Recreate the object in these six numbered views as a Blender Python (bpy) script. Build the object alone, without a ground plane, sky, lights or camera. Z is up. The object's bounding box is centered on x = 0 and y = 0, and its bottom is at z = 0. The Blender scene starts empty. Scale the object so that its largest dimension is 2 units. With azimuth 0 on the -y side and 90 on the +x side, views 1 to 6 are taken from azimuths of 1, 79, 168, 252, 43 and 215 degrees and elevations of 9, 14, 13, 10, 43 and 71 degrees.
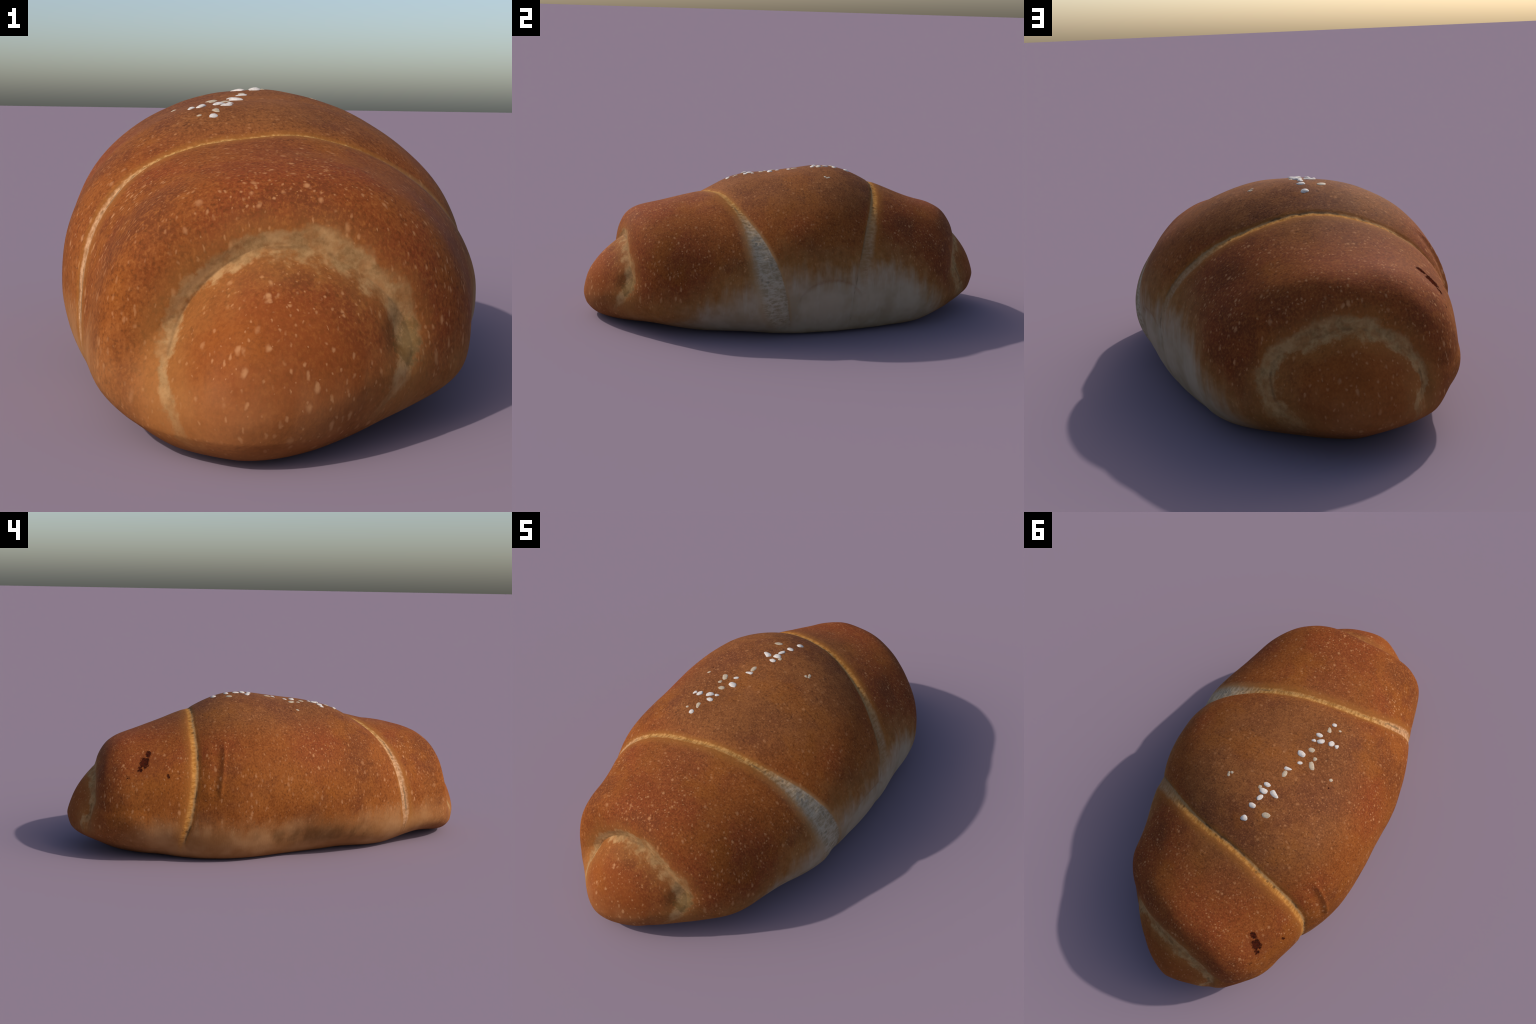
"""A baked, rolled-up bread roll with coarse salt on its crown.

The loaf is one implicit solid: a lofted body (nine cross-sections along y, each
a super-ellipse with its own exponents per quadrant), creased along two diagonal
seams, joined with two small rolled tips.  The solid is skinned by rays that leave
a capsule-shaped axis, then the skin is split by region into the folds, the crumb
strips in the seams and the tips.
"""
import bpy, bmesh, math, random
import numpy as np
from mathutils import Vector, Matrix

random.seed(7)
rng = np.random.default_rng(7)

# ------------------------------------------------------------------ profiles
STATION = np.linspace(-0.9, 0.9, 9)            # y of the cross-sections
LEFT    = np.array([-0.347, -0.372, -0.453, -0.512, -0.532, -0.552, -0.539, -0.522, -0.576])
RIGHT   = np.array([0.245, 0.438, 0.494, 0.554, 0.540, 0.517, 0.473, 0.456, 0.293])
TOP     = np.array([0.600, 0.568, 0.607, 0.670, 0.700, 0.725, 0.670, 0.627, 0.748])
BOTTOM  = np.array([-0.009, 0.013, -0.048, -0.052, -0.133, -0.115, -0.097, -0.043, 0.037])
WIDEST  = np.array([0.339, 0.245, 0.428, 0.385, 0.515, 0.464, 0.483, 0.420, 0.137])  # share of height
# roundness (super-ellipse exponent) at y = -0.8, -0.4, 0, 0.4, 0.8
ROUND_UP_LEFT,  ROUND_LOW_LEFT  = [2.446, 2.414, 2.172, 2.104, 2.379], [2.552, 2.696, 1.998, 2.538, 1.998]
ROUND_UP_RIGHT, ROUND_LOW_RIGHT = [2.921, 1.792, 1.848, 1.750, 2.299], [1.971, 2.477, 2.371, 2.704, 3.502]
# shoulders that close the body: half length, squareness, lean in x, lean in z
SHOULDER_FRONT = (0.8310, 7.7444, 0.0688, 0.1422)
SHOULDER_BACK  = (0.9150, 2.7831, 0.0277, -0.0505)
# rolled tips: centre, radii, yaw, pitch, exponent
TIP_FRONT = (0.0583, -0.6265, 0.2302, 0.2956, 0.3963, 0.2404, -0.2570, 0.3276, 1.7063)
TIP_BACK  = (-0.0398, 0.6863, 0.2295, 0.3467, 0.3075, 0.2495, -0.0727, -0.1896, 1.5293)
# seams: y at the angles -30..210 round the axis (0 = +x side, 90 = crown)
SEAM_ANGLE = np.arange(-30, 211, 30.0)
SEAM_FRONT = np.array([-0.070, -0.125, -0.247, -0.324, -0.374, -0.413, -0.472, -0.524, -0.554])
SEAM_BACK  = np.array([0.216, 0.236, 0.315, 0.383, 0.409, 0.437, 0.456, 0.482, 0.524])
# groove depth at the right side, the crown, the left side; fall-off before / behind
GROOVE_FRONT = (0.0144, 0.0302, 0.0058, 0.1487, 0.0738)
GROOVE_BACK  = (0.0139, 0.0154, 0.0289, 0.1185, 0.1000)
# width of the pale crumb strip laid open beside each seam, by angle
STRIP_ANGLE = np.array([-30, -15, -5, 5, 14, 24, 32, 45, 60, 90, 120, 150, 175, 195, 215.0])
STRIP_FRONT = np.array([.06, .11, .115, .10, .078, .050, .034, .027, .024, .022, .024, .032, .036, .036, .02])
STRIP_BACK  = np.array([.05, .06, .065, .06, .055, .05, .042, .034, .028, .024, .026, .030, .030, .03, .03])
AXIS_X, AXIS_Z = -0.05, 0.30


# ------------------------------------------------------------------ the solid
def spline(values, t):
    """natural cubic spline through equally spaced values, t in index units"""
    n = len(values)
    a, b = np.eye(n), np.zeros((n, n))
    for i in range(1, n - 1):
        a[i, i - 1:i + 2] = (1, 4, 1)
        b[i, i - 1:i + 2] = (6, -12, 6)
    m = np.linalg.solve(a, b) @ values
    t = np.clip(t, 0, n - 1)
    i = np.clip(t.astype(int), 0, n - 2)
    q = t - i
    p = 1 - q
    return p * values[i] + q * values[i + 1] + ((p**3 - p) * m[i] + (q**3 - q) * m[i + 1]) / 6


def smooth_min(a, b, k):
    h = np.maximum(k - np.abs(a - b), 0) / k
    return np.minimum(a, b) - h * h * k / 4


def smoothstep(a, b, v):
    t = np.clip((v - a) / (b - a), 0, 1)
    return t * t * (3 - 2 * t)


def value_noise(p, scale, seed):
    """smooth 3d value noise in -1..1"""
    q = p * scale
    i = np.floor(q).astype(np.int64)
    f = q - i
    f = f * f * (3 - 2 * f)

    def h(dx, dy, dz):
        n = ((i[..., 0] + dx) * 73856093) ^ ((i[..., 1] + dy) * 19349663) ^ ((i[..., 2] + dz) * 83492791) ^ (seed * 2654435761)
        n = (n ^ (n >> 13)) * 1274126177 & 0x7fffffff
        n = (n ^ (n >> 16)) & 0xffff
        return n / 32767.5 - 1
    x, y, z = f[..., 0], f[..., 1], f[..., 2]
    c00 = h(0, 0, 0) * (1 - x) + h(1, 0, 0) * x
    c10 = h(0, 1, 0) * (1 - x) + h(1, 1, 0) * x
    c01 = h(0, 0, 1) * (1 - x) + h(1, 0, 1) * x
    c11 = h(0, 1, 1) * (1 - x) + h(1, 1, 1) * x
    return (c00 * (1 - y) + c10 * y) * (1 - z) + (c01 * (1 - y) + c11 * y) * z


def angle_of(p):
    """angle round the long axis in degrees, -30 .. 330"""
    t = np.degrees(np.arctan2(p[..., 2] - AXIS_Z, p[..., 0] - AXIS_X))
    return (t + 30) % 360 - 30


def seam_y(values, t):
    upper = spline(values, (t + 30) / 30)
    under = values[-1] + (values[0] - values[-1]) * np.clip((t - 210) / 120, 0, 1)
    return np.where(t > 210, under, upper)


def strip_width(values, t):
    return np.interp(np.where(t > 270, t - 360, t), STRIP_ANGLE, values)


def groove(p, t, seam, g):
    d = p[..., 1] - seam_y(seam, t)
    tt = np.where(t > 270, t - 360, t)
    depth = np.interp(tt, [-40, 0, 90, 180, 225], [0, g[0], g[1], g[2], 0])
    return depth * np.exp(-np.abs(d) / np.where(d < 0, g[3], g[4]))


def strip_relief(p, t):
    """the torn strips lie a little below the crust lips and are rough"""
    tt = np.where(t > 270, t - 360, t)
    fade = smoothstep(-35, -12, tt) * (1 - smoothstep(195, 220, tt))
    d = p[..., 1] - seam_y(SEAM_FRONT, t)
    w = strip_width(STRIP_FRONT, t)
    a = smoothstep(-w - .012, -w * .55, d) * (1 - smoothstep(-.002, .008, d))
    e = p[..., 1] - seam_y(SEAM_BACK, t)
    v = strip_width(STRIP_BACK, t)
    b = smoothstep(-.008, .002, e) * (1 - smoothstep(v * .55, v + .012, e))
    crumb = value_noise(p, 55, 3) * .0018 + value_noise(p, 24, 4) * .002
    side = 1 - smoothstep(10, 40, tt)
    return (a * (.003 + .002 * side + crumb * .7) + b * (.003 + crumb * .6)) * fade


def tip_solid(p, t):
    c = p - np.array(t[:3])
    ca, sa, cb, sb = math.cos(t[6]), math.sin(t[6]), math.cos(t[7]), math.sin(t[7])
    x = ca * c[..., 0] + sa * c[..., 1]
    y = -sa * c[..., 0] + ca * c[..., 1]
    y, z = cb * y + sb * c[..., 2], -sb * y + cb * c[..., 2]
    q = (np.abs(x / t[3])**t[8] + np.abs(y / t[4])**t[8] + np.abs(z / t[5])**t[8])**(1 / t[8])
    return (q - 1) * min(t[3:6])


def body_solid(p):
    x, y, z = p[..., 0], p[..., 1], p[..., 2]
    k = (y + 0.9) / 0.225
    left, right, top, bottom = (spline(v, k) for v in (LEFT, RIGHT, TOP, BOTTOM))
    mid = bottom + spline(WIDEST, k) * (top - bottom)
    cx, half = (left + right) / 2, (right - left) / 2
    up, lf = z > mid, x < cx
    height = np.where(up, top - mid, mid - bottom)
    ex = lambda v: spline(np.array(v), y / .4 + 2)
    n = np.where(lf, np.where(up, ex(ROUND_UP_LEFT), ex(ROUND_LOW_LEFT)),
                 np.where(up, ex(ROUND_UP_RIGHT), ex(ROUND_LOW_RIGHT)))
    rho = ((np.abs(x - cx) / half + 1e-9)**n + (np.abs(z - mid) / height + 1e-9)**n)**(1 / n)
    sf, sb = SHOULDER_FRONT, SHOULDER_BACK
    front = np.maximum(-(y - sf[2] * x - sf[3] * (z - .3)) / sf[0], 0) + 1e-9
    back = np.maximum((y - sb[2] * x - sb[3] * (z - .3)) / sb[0], 0) + 1e-9
    q = np.where(y < 0, (rho**sf[1] + front**sf[1])**(1 / sf[1]), (rho**sb[1] + back**sb[1])**(1 / sb[1]))
    t = angle_of(p)
    return ((q - 1) * .35 + groove(p, t, SEAM_FRONT, GROOVE_FRONT)
            + groove(p, t, SEAM_BACK, GROOVE_BACK) + strip_relief(p, t)), t


def dimple(p, centre, size, depth):
    q = (p - np.array(centre)) / np.array(size)
    return depth * np.exp(-(q**2).sum(-1))


def loaf(p, regions=False):
    body, t = body_solid(p)
    tip_f, tip_b = tip_solid(p, TIP_FRONT), tip_solid(p, TIP_BACK)
    if regions:
        return body, tip_f, tip_b, t
    k = .015 + .11 * np.clip((.26 - p[..., 2]) / .2, 0, 1)      # creased above, blended below
    left = 1 - smoothstep(-.32, -.20, p[..., 0])                 # the back tip runs out into the left flank
    d = smooth_min(smooth_min(body, tip_f, k), tip_b, k)
    # the tips are tucked in: a furrow follows the upper part of each crease
    upper = smoothstep(.10, .27, p[..., 2])
    d = d + upper * (.009 * np.exp(-np.abs(body - tip_f) / .014) + .007 * (1 - left) * np.exp(-np.abs(body - tip_b) / .014))
    # flatter places on the right shoulder
    d = d + dimple(p, (.30, .58, .46), (.13, .13, .13), .010) + dimple(p, (.10, -.48, .58), (.10, .07, .08), .008)
    d = d + dimple(p, (.16, -.20, .63), (.08, .08, .08), .006) + dimple(p, (.44, .52, .30), (.10, .10, .10), .009)
    d = d + dimple(p, (-.36, .86, .12), (.10, .10, .10), .014)
    # fuller crown left of the salt grains
    d = d - dimple(p, (-.17, -.22, .64), (.12, .12, .10), .011)
    # soft lumps of the crust, a pinched pocket beside the front tip and a crease by the back tip
    d = d + value_noise(p, 5, 1) * .002 + value_noise(p, 13, 2) * .001
    d = d + dimple(p, (.285, -.835, .235), (.026, .045, .04), .018)
    d = d + dimple(p, (-.215, .935, .19), (.02, .05, .05), .010)
    # shallow crescent dent low on the pale flank
    ring = np.sqrt(((p[..., 1] - .11) / .15)**2 + ((p[..., 2] - .165) / .115)**2)
    flank = smoothstep(.4, .5, p[..., 0]) * smoothstep(.12, .20, p[..., 2])
    d = d + flank * .004 * np.where(ring < 1, np.exp(-((ring - 1) / .25)**2), np.exp(-((ring - 1) / .04)**2))
    # thin upright scar on the left flank
    scar = p[..., 1] - (.385 - .19 * np.maximum(p[..., 2] - .33, 0))
    d = d - .004 * np.exp(-(scar / .008)**2) * smoothstep(.30, .34, p[..., 2]) * (1 - smoothstep(.50, .56, p[..., 2])) * (p[..., 0] < -.3)
    d = d + .003 * np.exp(-((scar - .025) / .02)**2) * smoothstep(.30, .34, p[..., 2]) * (1 - smoothstep(.50, .56, p[..., 2])) * (p[..., 0] < -.3)
    return -smooth_min(-d, p[..., 2], .025)


# ------------------------------------------------------------------ skinning
def capsule_rays(n_long, n_round):
    s = np.linspace(0, 1, n_long)[1:-1]
    v = np.arange(n_round) / n_round * 2 * np.pi
    s, v = np.meshgrid(s, v, indexing='ij')
    cap = .35
    phi = np.where(s < cap, -(1 - s / cap), np.where(s > 1 - cap, (s - 1 + cap) / cap, 0)) * np.pi / 2
    y = np.clip((s - cap) / (1 - 2 * cap), 0, 1) * 1.1 - .55
    origin = np.stack([AXIS_X + 0 * y, y, AXIS_Z + 0 * y], -1)
    return origin, np.stack([np.cos(phi) * np.cos(v), np.sin(phi), np.cos(phi) * np.sin(v)], -1)


def outermost(origin, ray, reach=.75, steps=36, halvings=13, near=None, slack=.02):
    if near is None:
        lo, hi = np.zeros(origin.shape[:-1]), np.full(origin.shape[:-1], reach)
        found = np.zeros(origin.shape[:-1], bool)
        prev = reach
        for r in np.linspace(reach, 0, steps)[1:]:
            new = (loaf(origin + ray * r) < 0) & ~found
            lo[new], hi[new] = r, prev
            found |= new
            prev = r
    else:
        lo, hi = near - slack, near + slack
    for _ in range(halvings):
        m = (lo + hi) / 2
        inside = loaf(origin + ray * m[..., None]) < 0
        lo, hi = np.where(inside, m, lo), np.where(inside, hi, m)
    return (lo + hi) / 2


N_LONG, N_ROUND = 602, 480
o, r = capsule_rays(N_LONG, N_ROUND)
coarse_o, coarse_r = o[::3, ::3], r[::3, ::3]
coarse = outermost(coarse_o, coarse_r)
rows = np.arange(o.shape[0]) / 3
i0 = np.clip(rows.astype(int), 0, coarse.shape[0] - 2)
f = np.clip(rows - i0, 0, 1)[:, None]
mid = coarse[i0] * (1 - f) + coarse[i0 + 1] * f
cols = np.arange(N_ROUND) / 3
j0 = cols.astype(int)
g = (cols - j0)[None]
near = mid[:, j0] * (1 - g) + mid[:, (j0 + 1) % coarse.shape[1]] * g
radius = outermost(o, r, near=near, slack=.03, halvings=12)
skin = o + r * radius[..., None]
poles = []
for y, sgn in ((-.55, -1.0), (.55, 1.0)):
    po, pr = np.array([[AXIS_X, y, AXIS_Z]]), np.array([[0, sgn, 0]])
    poles.append((po + pr * outermost(po, pr, reach=.6)[..., None])[0])
verts = np.concatenate([skin.reshape(-1, 3), poles])
# settle the frame: centred in x and y, resting on z = 0, two metres long
nl, nr = skin.shape[:2]
idx = np.arange(nl * nr).reshape(nl, nr)
quad = np.stack([idx[:-1], np.roll(idx[:-1], -1, 1), np.roll(idx[1:], -1, 1), idx[1:]], -1).reshape(-1, 4)
lo_b, hi_b = verts.min(0), verts.max(0)
SHIFT = np.array([-(lo_b[0] + hi_b[0]) / 2, -(lo_b[1] + hi_b[1]) / 2, -lo_b[2]])
STRETCH = 2.0 / (hi_b[1] - lo_b[1])


def settle(p):
    q = np.array(p, float)
    q = q + SHIFT
    q[..., 1] *= STRETCH
    return q


faces = [tuple(q) for q in quad.tolist()]
a, b = nl * nr, nl * nr + 1
faces += [(a, int(idx[0, (k + 1) % nr]), int(idx[0, k])) for k in range(nr)]
faces += [(b, int(idx[-1, k]), int(idx[-1, (k + 1) % nr])) for k in range(nr)]

# region of each face: 0 middle fold, 1 front fold, 2 back fold, 3/4 tips, 5/6 crumb strips
centre = np.array([verts[list(q)].mean(0) for q in faces[-2 * nr:]])
centre = np.concatenate([verts[quad].mean(1), centre])
body, tf, tb, t = loaf(centre, regions=True)
tt = np.where(t > 270, t - 360, t)
df = centre[:, 1] - seam_y(SEAM_FRONT, t)
db = centre[:, 1] - seam_y(SEAM_BACK, t)
region = np.where(df < 0, 1, np.where(db > 0, 2, 0))
open_seam = (tt > -25) & (tt < 208)
region[open_seam & (df < 0) & (df > -strip_width(STRIP_FRONT, t))] = 5
region[open_seam & (db > 0) & (db < strip_width(STRIP_BACK, t))] = 6
region[(tf < body) & (centre[:, 1] < 0)] = 3
region[(tb < body) & (centre[:, 1] > 0)] = 4

# crease lines where the tips meet the shoulders, as radius over angle round each tip
def crease_curve(tip, end):
    """radius (in xz) of the tip's crease at 36 angles round its centre"""
    c = np.array(tip[:3])
    ang = np.radians(np.arange(-90, 271, 10.0))
    out = []
    for w in ang:
        # walk outward from the tip's nose over the surface: tip -> shoulder
        rad = np.linspace(.02, .42, 120)
        p = np.stack([c[0] + rad * math.cos(w), np.full_like(rad, end * 1.02), c[2] + rad * math.sin(w)], -1)
        y = np.linspace(0, .6, 150)[:, None]
        q = np.broadcast_to(p, (150,) + p.shape).copy()
        q[..., 1] = end * 1.02 - np.sign(end) * y
        body, tip_f, tip_b, _ = loaf(q, regions=True)
        tp = tip_f if end < 0 else tip_b
        hb = np.where((body < 0).any(0), (body < 0).argmax(0), 999)
        ht = np.where((tp < 0).any(0), (tp < 0).argmax(0), 999)
        k = np.argmax(hb <= ht)
        out.append(rad[k] if (hb <= ht).any() else .42)
    out = np.array(out)
    return np.convolve(np.concatenate([out[-3:-1], out, out[1:3]]), np.ones(5) / 5, 'valid')


CREASE_FRONT = crease_curve(TIP_FRONT, -1.0)
CREASE_BACK = crease_curve(TIP_BACK, 1.0)


# ------------------------------------------------------------------ materials
class Graph:
    """small helper for building node expressions"""
    def __init__(self, name):
        self.mat = bpy.data.materials.new(name)
        self.mat.use_nodes = True
        self.nt = self.mat.node_tree
        self.nt.nodes.clear()
        self.out = self.nt.nodes.new('ShaderNodeOutputMaterial')
        self.bsdf = self.nt.nodes.new('ShaderNodeBsdfPrincipled')
        self.nt.links.new(self.bsdf.outputs[0], self.out.inputs[0])

    def put(self, socket, v):
        if hasattr(v, 'is_output'):
            self.nt.links.new(v, socket)
        elif isinstance(v, (tuple, list)):
            socket.default_value = (*v, 1.0) if len(v) == 3 and socket.type == 'RGBA' else v
        else:
            socket.default_value = v

    def math(self, op, *args, clamp=False):
        n = self.nt.nodes.new('ShaderNodeMath')
        n.operation = op
        n.use_clamp = clamp
        for s, v in zip(n.inputs, args):
            self.put(s, v)
        return n.outputs[0]

    def add(self, a, b): return self.math('ADD', a, b)
    def sub(self, a, b): return self.math('SUBTRACT', a, b)
    def mul(self, a, b): return self.math('MULTIPLY', a, b)
    def inv(self, a): return self.math('SUBTRACT', 1.0, a, clamp=True)
    def max(self, a, b): return self.math('MAXIMUM', a, b)

    def step(self, v, a, b):
        n = self.nt.nodes.new('ShaderNodeMapRange')
        n.interpolation_type = 'SMOOTHSTEP'
        for s, x in zip(n.inputs[:5], (v, a, b, 0.0, 1.0)):
            self.put(s, x)
        return n.outputs[0]

    def window(self, v, a, b, soft):
        return self.mul(self.step(v, self.sub(a, soft), self.add(a, soft)),
                        self.inv(self.step(v, self.sub(b, soft), self.add(b, soft))))

    def mix(self, f, a, b, blend='MIX'):
        n = self.nt.nodes.new('ShaderNodeMix')
        n.data_type = 'RGBA'
        n.blend_type = blend
        self.put(n.inputs[0], f)
        self.put(n.inputs[6], a)
        self.put(n.inputs[7], b)
        return n.outputs[2]

    def noise(self, vec, scale, detail=2.0, rough=.5, distortion=0.0):
        n = self.nt.nodes.new('ShaderNodeTexNoise')
        self.put(n.inputs['Vector'], vec)
        n.inputs['Scale'].default_value = scale
        n.inputs['Detail'].default_value = detail
        n.inputs['Roughness'].default_value = rough
        n.inputs['Distortion'].default_value = distortion
        return n.outputs[0]

    def voronoi(self, vec, scale, feature='F1'):
        n = self.nt.nodes.new('ShaderNodeTexVoronoi')
        n.feature = feature
        self.put(n.inputs['Vector'], vec)
        n.inputs['Scale'].default_value = scale
        return n

    def scaled(self, vec, s, offset=(0, 0, 0), rot=(0, 0, 0)):
        n = self.nt.nodes.new('ShaderNodeMapping')
        self.put(n.inputs['Vector'], vec)
        n.inputs['Location'].default_value = offset
        n.inputs['Rotation'].default_value = rot
        n.inputs['Scale'].default_value = s
        return n.outputs[0]

    def split(self, vec):
        n = self.nt.nodes.new('ShaderNodeSeparateXYZ')
        self.put(n.inputs[0], vec)
        return n.outputs

    def join(self, x, y, z):
        n = self.nt.nodes.new('ShaderNodeCombineXYZ')
        for s, v in zip(n.inputs, (x, y, z)):
            self.put(s, v)
        return n.outputs[0]

    def curve(self, v, pts):
        """piecewise curve through (in 0..1, out 0..1) points"""
        n = self.nt.nodes.new('ShaderNodeFloatCurve')
        c = n.mapping.curves[0]
        pts = sorted(pts)
        while len(c.points) < len(pts):
            c.points.new(0.5, 0.5)
        for p, q in zip(c.points, pts):
            p.location = q
            p.handle_type = 'AUTO_CLAMPED'
        n.mapping.update()
        self.put(n.inputs['Value'], v)
        return n.outputs[0]

    def turn(self, sx, sz):
        """angle of (sx, sz) as 0..1, starting straight down"""
        w = self.math('ARCTAN2', sz, sx)
        w = self.math('FLOORED_MODULO', self.add(w, math.pi / 2), 2 * math.pi)
        return self.mul(w, 1 / (2 * math.pi))


def fleck_mask(g, vec, scale, keep, size, soft=.7):
    """sparse oval flecks: voronoi cells, only those whose random value is high"""
    v = g.voronoi(vec, scale)
    pick = g.split(v.outputs['Color'])
    rad = g.mul(g.math('POWER', pick[1], 1.5), size)
    core = g.inv(g.step(v.outputs['Distance'], g.mul(rad, 1 - soft), g.add(g.mul(rad, 1.25), .03)))
    return g.mul(core, g.step(pick[0], 1 - keep, 1 - keep + .02))


def bread_material():
    g = Graph('baked_crust')
    coord = g.nt.nodes.new('ShaderNodeTexCoord').outputs['Object']
    # undo the settling so the pattern is laid out on the profile coordinates above
    pos = g.scaled(coord, (1, 1 / STRETCH, 1), tuple(-SHIFT))
    x, y, z = g.split(pos)
    sx, sz = g.sub(x, AXIS_X), g.sub(z, AXIS_Z)
    u = g.turn(sx, sz)                                     # 0 under, .25 right, .5 crown, .75 left
    deg = lambda d: (d + 90) / 360
    big = g.noise(pos, 2.6, 2, .5)
    med = g.noise(pos, 7, 3, .55)
    fine = g.noise(pos, 28, 4, .6)
    grit = g.noise(pos, 95, 3, .65)
    streak = g.noise(g.scaled(pos, (1, 1, .18)), 30, 3, .6)   # drawn-out vertical grain of the flanks
    side_right = g.step(x, .05, .42)

    # --- crust: brown crown, redder shoulders, orange flanks, darker baked patches
    crown = g.step(z, .52, .66)
    crust = g.mix(g.step(med, .3, .7), (.190, .053, .013), (.225, .066, .015))
    crust = g.mix(g.mul(g.step(big, .42, .60), .9), crust, (.185, .042, .014))
    crust = g.mix(g.mul(crown, .75), crust, g.mix(g.step(med, .35, .65), (.170, .060, .018), (.205, .075, .022)))
    flank_left = g.mul(g.inv(g.step(x, -.42, -.2)), g.inv(g.step(z, .25, .55)))
    crust = g.mix(g.mul(flank_left, .7), crust, g.mix(g.step(med, .35, .65), (.235, .073, .015), (.285, .098, .022)))
    dusk = g.mul(g.step(g.noise(g.scaled(pos, (1, 1, 1), (3, 1, 5)), 3.2, 3, .6), .50, .66), .65)
    crust = g.mix(dusk, crust, (.115, .033, .014))
    amber = g.mul(g.step(g.noise(g.scaled(pos, (1, 1, 1), (7, 6, 1)), 3.6, 3, .6), .52, .66), .6)
    crust = g.mix(amber, crust, (.245, .075, .012))
    crust = g.mix(g.mul(g.step(fine, .5, .72), .35), crust, (.27, .092, .025))
    crust = g.mix(g.mul(g.inv(g.step(fine, .3, .46)), .35), crust, (.115, .033, .009))
    speck = g.noise(g.scaled(pos, (1, 1, .7), (4, 4, 4)), 150, 1.5, .6)
    crust = g.mix(g.mul(g.inv(g.step(grit, .30, .50)), .50), crust, (.100, .029, .008))
    crust = g.mix(g.mul(g.step(grit, .50, .70), .45), crust, (.275, .095, .026))
    crust = g.mix(g.mul(g.inv(g.step(speck, .26, .48)), .55), crust, (.095, .030, .009))
    crust = g.mix(g.mul(g.step(speck, .52, .74), .5), crust, (.30, .108, .030))
    pit = g.noise(g.scaled(pos, (1, 1.8, 1), (2, 4, 1)), 52, 3, .6)
    crust = g.mix(g.mul(g.mul(g.inv(g.step(pit, .33, .40)), g.add(.25, g.mul(crown, .5))), .6), crust, (.060, .020, .008))

    crust = g.mix(g.inv(crown), crust, (.97, .92, .80), 'MULTIPLY')
    crust = g.mix(g.mul(crown, .8), crust, (.86, .90, 1.02), 'MULTIPLY')

    # --- tips: orange-brown
    end_face = g.step(g.math('ABSOLUTE', y), .86, .93)
    crust = g.mix(g.mul(end_face, .5), crust, (.225, .060, .012))

    # --- pale flecks, drawn out down the flanks
    wob = g.nt.nodes.new('ShaderNodeTexNoise')
    g.put(wob.inputs['Vector'], pos)
    wob.inputs['Scale'].default_value = 45
    jig = g.nt.nodes.new('ShaderNodeVectorMath')
    jig.operation = 'MULTIPLY_ADD'
    g.put(jig.inputs[0], wob.outputs['Color'])
    jig.inputs[1].default_value = (.014, .014, .014)
    g.put(jig.inputs[2], g.scaled(pos, (1, 1, .55)))
    warp = jig.outputs[0]
    f1 = fleck_mask(g, warp, 46, .75, .32)
    f2 = fleck_mask(g, g.scaled(warp, (1, 1, 1), (5, 2, 1)), 92, .7, .40)
    f3 = fleck_mask(g, g.scaled(warp, (1, 1, 1), (1, 7, 3)), 27, .35, .20)
    flecks = g.max(g.mul(g.max(f1, g.mul(f2, .85)), .55), g.mul(f3, .45))
    flecks = g.mul(flecks, g.add(.65, g.mul(g.step(big, .4, .6), .45)))
    flecks = g.math('MULTIPLY', flecks, g.sub(1.5, g.mul(g.step(z, .45, .66), .6)), clamp=True)
    crust = g.mix(flecks, crust, (.39, .175, .072))

    # --- golden halo and the pale belly on the right flank
    along = g.mul(g.step(y, -.80, -.05), g.inv(g.step(y, .42, .85)))
    level = g.add(g.mul(along, .27), .035)                  # height the pale belly reaches
    rise = g.add(g.sub(level, z), g.add(g.mul(g.sub(streak, .5), .14), g.mul(g.sub(med, .5), .08)))
    belly_r = g.mul(g.mul(g.step(rise, -.07, .09), side_right), g.add(.25, g.mul(g.step(along, .0, .6), .75)))
    halo_r = g.mul(g.step(rise, -.20, .02), side_right)
    gold = g.mix(g.step(fine, .35, .65), (.235, .112, .032), (.285, .142, .046))
    dough = g.mix(g.step(med, .35, .65), (.285, .215, .135), (.350, .275, .190))
    dough = g.mix(g.mul(g.step(streak, .5, .7), .3), dough, (.39, .325, .245))
    col = g.mix(g.mul(halo_r, .8), crust, gold)
    col = g.mix(g.mul(belly_r, .92), col, dough)
    # left flank: a thinner tan skirt near the base with a scorched smear above it
    rise_l = g.add(g.sub(.150, z), g.add(g.mul(g.sub(streak, .5), .10), g.mul(g.sub(med, .5), .06)))
    skirt = g.mul(g.step(rise_l, -.10, .05), g.inv(side_right))
    tan = g.mix(g.step(med, .35, .65), (.275, .125, .044), (.36, .185, .078))
    at_tip = g.step(g.math('ABSOLUTE', y), .62, .86)
    col = g.mix(g.mul(skirt, g.sub(.85, g.mul(at_tip, .6))), col, tan)
    smear_y = g.window(y, -.36, .22, .06)
    smear = g.mul(g.mul(smear_y, g.window(z, .075, .15, .03)), g.inv(g.step(x, -.3, -.1)))
    smear = g.mul(smear, g.step(g.noise(g.scaled(pos, (1, 1, .5)), 11, 3, .6), .36, .6))
    col = g.mix(g.mul(smear, .6), col, (.105, .045, .014))
    # base that lay on the tray: browned again
    base = g.mul(g.inv(g.step(z, .012, .05)), g.inv(g.mul(side_right, .7)))
    col = g.mix(g.mul(base, .6), col, (.17, .066, .02))

    # --- crumb strips along the seams
    fray = g.add(g.mul(g.sub(grit, .5), .014), g.mul(g.sub(fine, .5), .014))
    fibre = g.noise(g.scaled(pos, (1, .35, 1)), 90, 3, .65)
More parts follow.
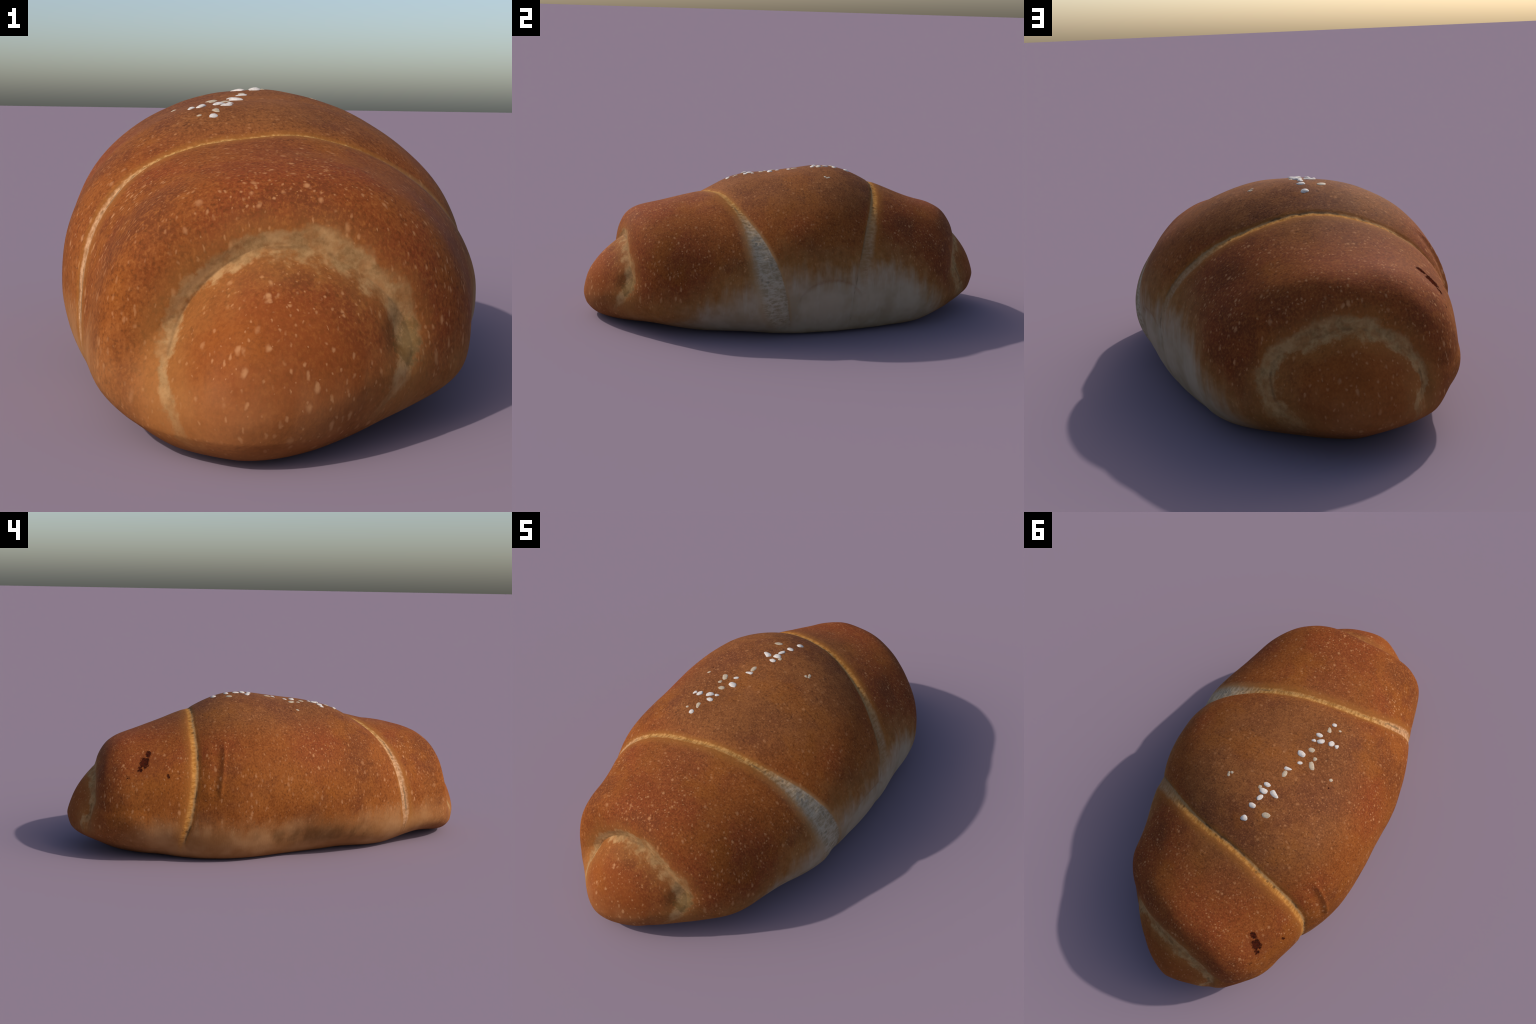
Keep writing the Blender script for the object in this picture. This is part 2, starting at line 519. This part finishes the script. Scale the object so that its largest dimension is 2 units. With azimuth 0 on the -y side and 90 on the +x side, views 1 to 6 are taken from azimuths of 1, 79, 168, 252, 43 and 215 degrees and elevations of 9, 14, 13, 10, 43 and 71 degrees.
    pores = g.voronoi(pos, 34)
    cells = g.voronoi(pos, 17)
    open_part = g.mul(g.step(u, deg(-32), deg(-14)), g.inv(g.step(u, deg(198), deg(222))))

    def strip(seam, width, direction):
        seam_pts = [(deg(a), (float(seam_y(seam, np.array([a]))[0]) + 1) / 2) for a in range(-90, 0, 30) if a >= -30]
        seam_pts = [(deg(a), (float(seam_y(seam, np.array([float(a)]))[0]) + 1) / 2) for a in range(-30, 211, 15)]
        ys = g.sub(g.mul(g.curve(u, [(0, seam_pts[0][1])] + seam_pts + [(1, seam_pts[-1][1])]), 2), 1)
        w_pts = [(deg(a), v * 5) for a, v in zip(STRIP_ANGLE, width)]
        w = g.mul(g.curve(u, [(0, 0.2)] + w_pts + [(1, .1)]), .2)
        d = g.mul(g.sub(y, ys), direction)                  # positive into the strip
        inner = g.step(g.add(d, g.mul(fray, .4)), -.004, .003)
        outer = g.inv(g.step(g.add(d, fray), g.mul(w, .72), g.mul(w, 1.25)))
        glow = g.mul(g.mul(g.step(d, -.02, .0), g.inv(g.step(g.add(d, fray), w, g.add(w, .05)))), open_part)
        across = g.math('DIVIDE', d, w)                     # 0 at the lip of the middle fold, 1 at the far edge
        lip_shadow = g.mul(g.window(g.add(d, g.mul(fray, .5)), -.003, .004, .003), g.step(dark_noise, .50, .60))  # shadow under the middle fold's lip, painted as a broken dark line
        return g.mul(g.mul(inner, outer), open_part), glow, g.mul(lip_shadow, open_part), across

    dark_noise = g.noise(g.scaled(pos, (1, 1, 1), (9, 3, 2)), 9, 3, .6)
    pale_part = g.inv(g.step(u, deg(14), deg(44)))               # the wide torn patch on the right
    left_part = g.step(u, deg(120), deg(160))
    m1, glow1, lip_shadow1, t1 = strip(SEAM_FRONT, STRIP_FRONT, -1)
    m2, glow2, lip_shadow2, t2 = strip(SEAM_BACK, STRIP_BACK, 1)
    fib = g.step(fibre, .36, .64)
    golden = g.mix(fib, (.27, .115, .026), (.47, .245, .080))
    pale = g.mix(fib, (.25, .185, .11), (.37, .29, .20))
    pink = g.mix(fib, (.34, .165, .070), (.50, .28, .145))
    hole = g.mul(g.inv(g.step(pores.outputs['Distance'], .10, .32)), g.step(g.split(pores.outputs['Color'])[0], .62, .68))
    webs = g.inv(g.step(g.voronoi(jig.outputs[0], 24, 'DISTANCE_TO_EDGE').outputs['Distance'], .01, .12))
    crumb1 = g.mix(pale_part, g.mix(left_part, golden, pink), pale)
    crumb1 = g.mix(g.mul(g.mul(webs, pale_part), .22), crumb1, (.46, .385, .29))
    crumb1 = g.mix(g.mul(hole, .6), crumb1, g.mix(pale_part, (.12, .055, .018), (.14, .115, .08)))
    # a dark grey-brown line runs along the strip
    dark_line = g.window(g.add(t1, g.mul(g.sub(fine, .5), .7)), .5, .78, .1)
    crumb1 = g.mix(g.mul(g.mul(dark_line, g.inv(pale_part)), g.add(.2, g.mul(g.step(dark_noise, .42, .55), .5))), crumb1, (.115, .075, .038))
    orange = g.mix(fib, (.29, .115, .022), (.45, .205, .052))
    crumb2 = g.mix(g.inv(g.step(u, deg(5), deg(50))), orange, g.mix(fib, (.225, .145, .075), (.33, .235, .145)))
    crumb2 = g.mix(g.mul(g.inv(g.step(g.add(t2, g.mul(g.sub(grit, .5), .8)), .15, .55)), .55), crumb2, (.24, .165, .085))
    crumb2 = g.mix(g.mul(hole, .65), crumb2, (.085, .038, .014))
    col = g.mix(g.mul(glow1, .55), col, g.mix(pale_part, (.27, .105, .022), (.30, .18, .08)))
    col = g.mix(g.mul(g.mul(glow2, g.step(u, deg(-5), deg(25))), .55), col, (.265, .098, .019))
    col = g.mix(g.mul(m1, .95), col, crumb1)
    col = g.mix(g.mul(m2, g.mul(g.step(u, deg(-16), deg(14)), g.sub(.95, g.mul(pale_part, .35)))), col, crumb2)
    strips = g.max(m1, m2)
    col = g.mix(g.mul(g.max(g.mul(lip_shadow1, .35), g.mul(lip_shadow2, .8)), g.inv(g.mul(pale_part, .6))), col, (.055, .028, .012))

    def spot(centre, size, rot=0.0):
        v = g.scaled(g.join(g.sub(x, centre[0]), g.sub(y, centre[1]), g.sub(z, centre[2])), (1, 1, 1), rot=(0, 0, rot))
        vx, vy, vz = g.split(v)
        q = g.add(g.add(g.math('POWER', g.math('ABSOLUTE', g.mul(vx, 1 / size[0])), 2.0),
                        g.math('POWER', g.math('ABSOLUTE', g.mul(vy, 1 / size[1])), 2.0)),
                  g.math('POWER', g.math('ABSOLUTE', g.mul(vz, 1 / size[2])), 2.0))
        return g.add(q, g.add(g.mul(g.sub(fine, .5), 3.2), g.mul(g.sub(grit, .5), 2.6)))

    # --- pale bands where the rolled tips leave the shoulders
    def tip_band(tip, crease, end, widths):
        px, pz = g.sub(x, tip[0]), g.sub(z, tip[2])
        rad = g.math('SQRT', g.add(g.mul(px, px), g.mul(pz, pz)))
        w = g.turn(px, pz)
        pts = [(k / 36, float(v) * 2) for k, v in enumerate(crease)]
        edge = g.mul(g.curve(w, pts), .5)
        d = g.sub(rad, edge)
        at_end = g.step(g.mul(y, end), .66, .76)
        top = g.mul(g.step(w, deg(-48), deg(-15)), g.inv(g.step(w, deg(195), deg(240))))
        dd = g.add(d, g.add(g.mul(fray, .8), g.mul(g.sub(med, .5), .025)))
        wide = g.mul(g.curve(w, [(0, .1)] + [(deg(q), v * 10) for q, v in widths] + [(1, .1)]), .1)
        live = g.mul(top, at_end)
        dd = g.add(dd, g.mul(g.sub(g.noise(pos, 14, 4, .65), .5), .06))
        band = g.mul(g.mul(g.step(dd, g.mul(wide, -.7), g.mul(wide, -.1)), g.inv(g.step(dd, g.mul(wide, .7), g.mul(wide, 1.3)))), live)
        halo = g.mul(g.mul(g.step(dd, -.09, -.005), g.inv(g.step(dd, .02, .10))), live)
        line = g.mul(g.mul(g.window(g.add(d, g.mul(g.sub(med, .5), .02)), -.003, .003, .004), g.step(dark_noise, .50, .60)), live)
        return band, halo, line, w
    tan_crumb = g.mix(g.step(g.noise(pos, 22, 3, .6), .36, .62), (.215, .122, .048), (.36, .205, .085))
    tan_crumb = g.mix(g.mul(fib, .35), tan_crumb, (.45, .27, .12))
    for tip, crease, end, widths in (
            (TIP_FRONT, CREASE_FRONT, -1, ((-40, .015), (-15, .028), (20, .035), (50, .045), (90, .038), (120, .026), (160, .022), (200, .022), (235, .014))),
            (TIP_BACK, CREASE_BACK, 1, ((-40, .035), (-15, .035), (20, .04), (50, .038), (90, .034), (120, .034), (160, .026), (200, .018), (235, .014)))):
        band, halo, line, w = tip_band(tip, crease, end, widths)
        col = g.mix(g.mul(halo, .40), col, (.30, .130, .033))
        col = g.mix(g.mul(band, g.add(.38, g.mul(g.step(fine, .35, .6), .42))), col, tan_crumb)
        col = g.mix(g.mul(line, .45), col, (.075, .036, .015))
    # olive pocket where the front tip is pinched in
    pocket = g.inv(g.step(spot((.30, -.80, .215), (.035, .05, .055)), .2, 1.3))
    col = g.mix(g.mul(pocket, .55), col, (.095, .062, .018))

    # --- burnt blisters on the back fold
    burn = 0.0
    for c, s in (((-.303, .666, .475), (.022, .012, .03)), ((-.330, .688, .447), (.03, .024, .026)),
                 ((-.352, .712, .43), (.014, .012, .02)), ((-.400, .596, .393), (.014, .012, .016)),
                 ((-.35, .765, .385), (.012, .012, .012)), ((.247, .262, .634), (.006, .014, .010)),
                 ((-.29, .40, .56), (.012, .01, .014)), ((-.255, -.02, .655), (.004, .004, .004))):
        burn = g.max(burn, g.inv(g.step(spot(c, s), .55, 1.25)))
    scorch = g.inv(g.step(spot((-.335, .685, .44), (.085, .075, .075)), .3, 1.2))
    col = g.mix(g.mul(scorch, .35), col, (.15, .038, .012))
    col = g.mix(g.mul(burn, .9), col, g.mix(g.step(grit, .4, .6), (.010, .003, .003), (.040, .006, .004)))

    g.put(g.bsdf.inputs['Base Color'], col)
    g.put(g.bsdf.inputs['Roughness'], g.add(.72, g.mul(strips, .2)))
    g.put(g.bsdf.inputs['Specular IOR Level'], g.mul(g.inv(burn), .05))
    # fine skin: pits and wrinkles of the crust, fibres of the crumb
    wrinkle = g.noise(g.scaled(pos, (1, 2.2, 1)), 70, 4, .6)
    height = g.add(g.mul(wrinkle, .35), g.mul(fibre, g.mul(strips, .8)))
    height = g.sub(g.sub(height, g.mul(g.mul(hole, strips), .8)), g.mul(g.mul(g.inv(g.step(pit, .33, .42)), crown), .3))
    bump = g.nt.nodes.new('ShaderNodeBump')
    bump.inputs['Strength'].default_value = .35
    bump.inputs['Distance'].default_value = .006
    g.put(bump.inputs['Height'], height)
    g.put(g.bsdf.inputs['Normal'], bump.outputs[0])
    return g.mat


def grain_material(name, light, dark):
    g = Graph(name)
    coord = g.nt.nodes.new('ShaderNodeTexCoord').outputs['Object']
    n = g.noise(coord, 2.2, 3, .6)
    g.put(g.bsdf.inputs['Base Color'], g.mix(g.step(n, .35, .65), dark, light))
    g.bsdf.inputs['Roughness'].default_value = .6
    g.bsdf.inputs['Specular IOR Level'].default_value = .3
    return g.mat


crust_mat = bread_material()
grain_white = grain_material('salt_white', (.54, .49, .45), (.44, .385, .335))
grain_tan = grain_material('salt_tan', (.40, .315, .225), (.32, .245, .16))

# ------------------------------------------------------------------ objects
root = bpy.data.objects.new('bread_roll', None)
root.empty_display_size = .1
bpy.context.collection.objects.link(root)
root['label'] = 'golden brown rolled bread bun with pale seams and salt grains'
root['category'] = 'bread roll'

world = settle(verts)
# the whole skin's vertex normals, shared by the parts
fn = np.cross(world[quad[:, 2]] - world[quad[:, 0]], world[quad[:, 3]] - world[quad[:, 1]])
vn = np.zeros_like(world)
for k in range(4):
    for c in range(3):
        vn[:, c] += np.bincount(quad[:, k], fn[:, c], len(world))
vn[a], vn[b] = (0, -1, 0), (0, 1, 0)
vn /= np.linalg.norm(vn, axis=1, keepdims=True)
if (vn[idx[nl // 2, nr // 4]] @ np.array([0, 0, 1])) < 0:
    faces = [q[::-1] for q in faces]
    vn = -vn
    vn[a], vn[b] = (0, -1, 0), (0, 1, 0)


def add_part(name, ids):
    picked = [faces[i] for i in ids]
    used = np.unique(np.concatenate([np.array(q) for q in picked]))
    remap = np.full(len(world), -1)
    remap[used] = np.arange(len(used))
    me = bpy.data.meshes.new(name)
    me.from_pydata(world[used].tolist(), [], [tuple(remap[list(q)].tolist()) for q in picked])
    me.materials.append(crust_mat)
    me.polygons.foreach_set('use_smooth', np.ones(len(picked), bool))
    me.update()
    me.normals_split_custom_set_from_vertices(vn[used].tolist())
    ob = bpy.data.objects.new(name, me)
    ob.parent = root
    bpy.context.collection.objects.link(ob)
    return ob


for name, code in (('crust_fold', 0), ('crust_fold', 1), ('crust_fold', 2), ('rolled_tip', 3),
                   ('rolled_tip', 4), ('crumb_seam', 5), ('crumb_seam', 6)):
    add_part(name, np.flatnonzero(region == code))


# ------------------------------------------------------------------ salt grains
def grain_mesh(name, mat, k):
    """flattened tear-drop salt grain with a few blunt facets, unit half-length along x"""
    bm = bmesh.new()
    bmesh.ops.create_icosphere(bm, subdivisions=3, radius=1)
    pts = np.array([v.co[:] for v in bm.verts])
    taper = (.05, .35, -.15, .25, .1, .3)[k % 6]
    pts[:, 1:] *= (1 - taper * pts[:, :1] * .8)
    pts *= (1 + .16 * value_noise(pts + k * 3.7, 1.3, 11 + k) + .05 * value_noise(pts, 3.1, 20 + k))[:, None]
    gen = np.random.default_rng(40 + k)
    for _ in range(5):                                     # blunt facets
        n = gen.normal(size=3)
        n /= np.linalg.norm(n)
        over = np.maximum(pts @ n - .82, 0)
        pts -= over[:, None] * n * .8
    for v, p in zip(bm.verts, pts):
        v.co = p
    me = bpy.data.meshes.new(name)
    bm.to_mesh(me)
    bm.free()
    me.polygons.foreach_set('use_smooth', np.ones(len(me.polygons), bool))
    me.materials.append(mat)
    return me


grains = {True: [grain_mesh('salt_grain', grain_white, k) for k in range(6)],
          False: [grain_mesh('salt_grain', grain_tan, k) for k in range(6)]}


def surface_point(x, y):
    po, pr = np.array([[x, y, .3]]), np.array([[0., 0., 1.]])
    p = (po + pr * outermost(po, pr, reach=.6, steps=60, halvings=18)[..., None])[0]
    e = .01
    grad = np.array([float(loaf((p + d)[None])[0] - loaf((p - d)[None])[0]) for d in np.eye(3) * e])
    return settle(p), grad / np.linalg.norm(grad)


# x, y, half length, half width (mm), heading (degrees), white?
GRAINS = [(-.123, -.287, 12, 10.5, 30, 1), (-.119, -.250, 15, 9.5, 295, 0), (-.159, -.276, 7, 6, 20, 0),
         (-.096, -.203, 15.5, 10.5, 200, 1), (-.089, -.168, 10.5, 7.5, 205, 1), (-.118, -.181, 19, 11.5, 230, 1),
         (-.160, -.198, 16, 12.5, 235, 1), (-.186, -.200, 10.5, 9, 245, 1), (-.077, -.083, 19.5, 15.5, 170, 1),
         (-.105, -.123, 14.5, 12, 215, 0), (-.139, -.096, 10.5, 9.5, 260, 0), (-.144, -.059, 22.5, 13, 140, 0),
         (-.094, -.043, 13, 7.5, 210, 1), (-.065, .010, 17, 8, 200, 1), (-.067, .038, 17.5, 12, 270, 0),
         (-.033, .122, 15.5, 10.5, 195, 1), (-.012, .146, 9.5, 8, 255, 0), (-.036, .155, 19.5, 13.5, 200, 1),
         (-.037, .187, 17.5, 10.5, 245, 1), (-.080, .142, 22.5, 12, 165, 1), (-.028, .233, 16, 12.5, 180, 1),
         (-.101, .238, 18.5, 13, 210, 0), (-.026, .294, 16, 14, 215, 1), (.130, .150, 8, 6.5, 200, 0),
         (.138, .166, 9, 6.5, 300, 0), (.142, .156, 6, 5.5, 20, 0), (-.245, -.057, 9, 8, 30, 0)]
for k, (sx, sy, length, width, heading, white) in enumerate(GRAINS):
    p, n = surface_point(sx, sy)
    h = math.radians(heading)
    along = np.array([math.cos(h), math.sin(h), 0])
    along -= n * (along @ n)
    along /= np.linalg.norm(along)
    across = np.cross(n, along)
    thick = (.50 if white else .34) * width * 1e-3
    ob = bpy.data.objects.new('salt_grain', grains[bool(white)][k % 6])  # coarse salt grain; the small cluster on the right stands for crumbs
    m = Matrix.Identity(4)
    for c, (axis, s) in enumerate(((along, length * 1e-3), (across, width * 1e-3), (n, thick))):
        for q in range(3):
            m[q][c] = axis[q] * s
    sink = thick * (-.12 if white else -.25)
    for q in range(3):
        m[q][3] = p[q] + n[q] * sink
    bpy.context.collection.objects.link(ob)
    ob.parent = root
    ob.matrix_local = m
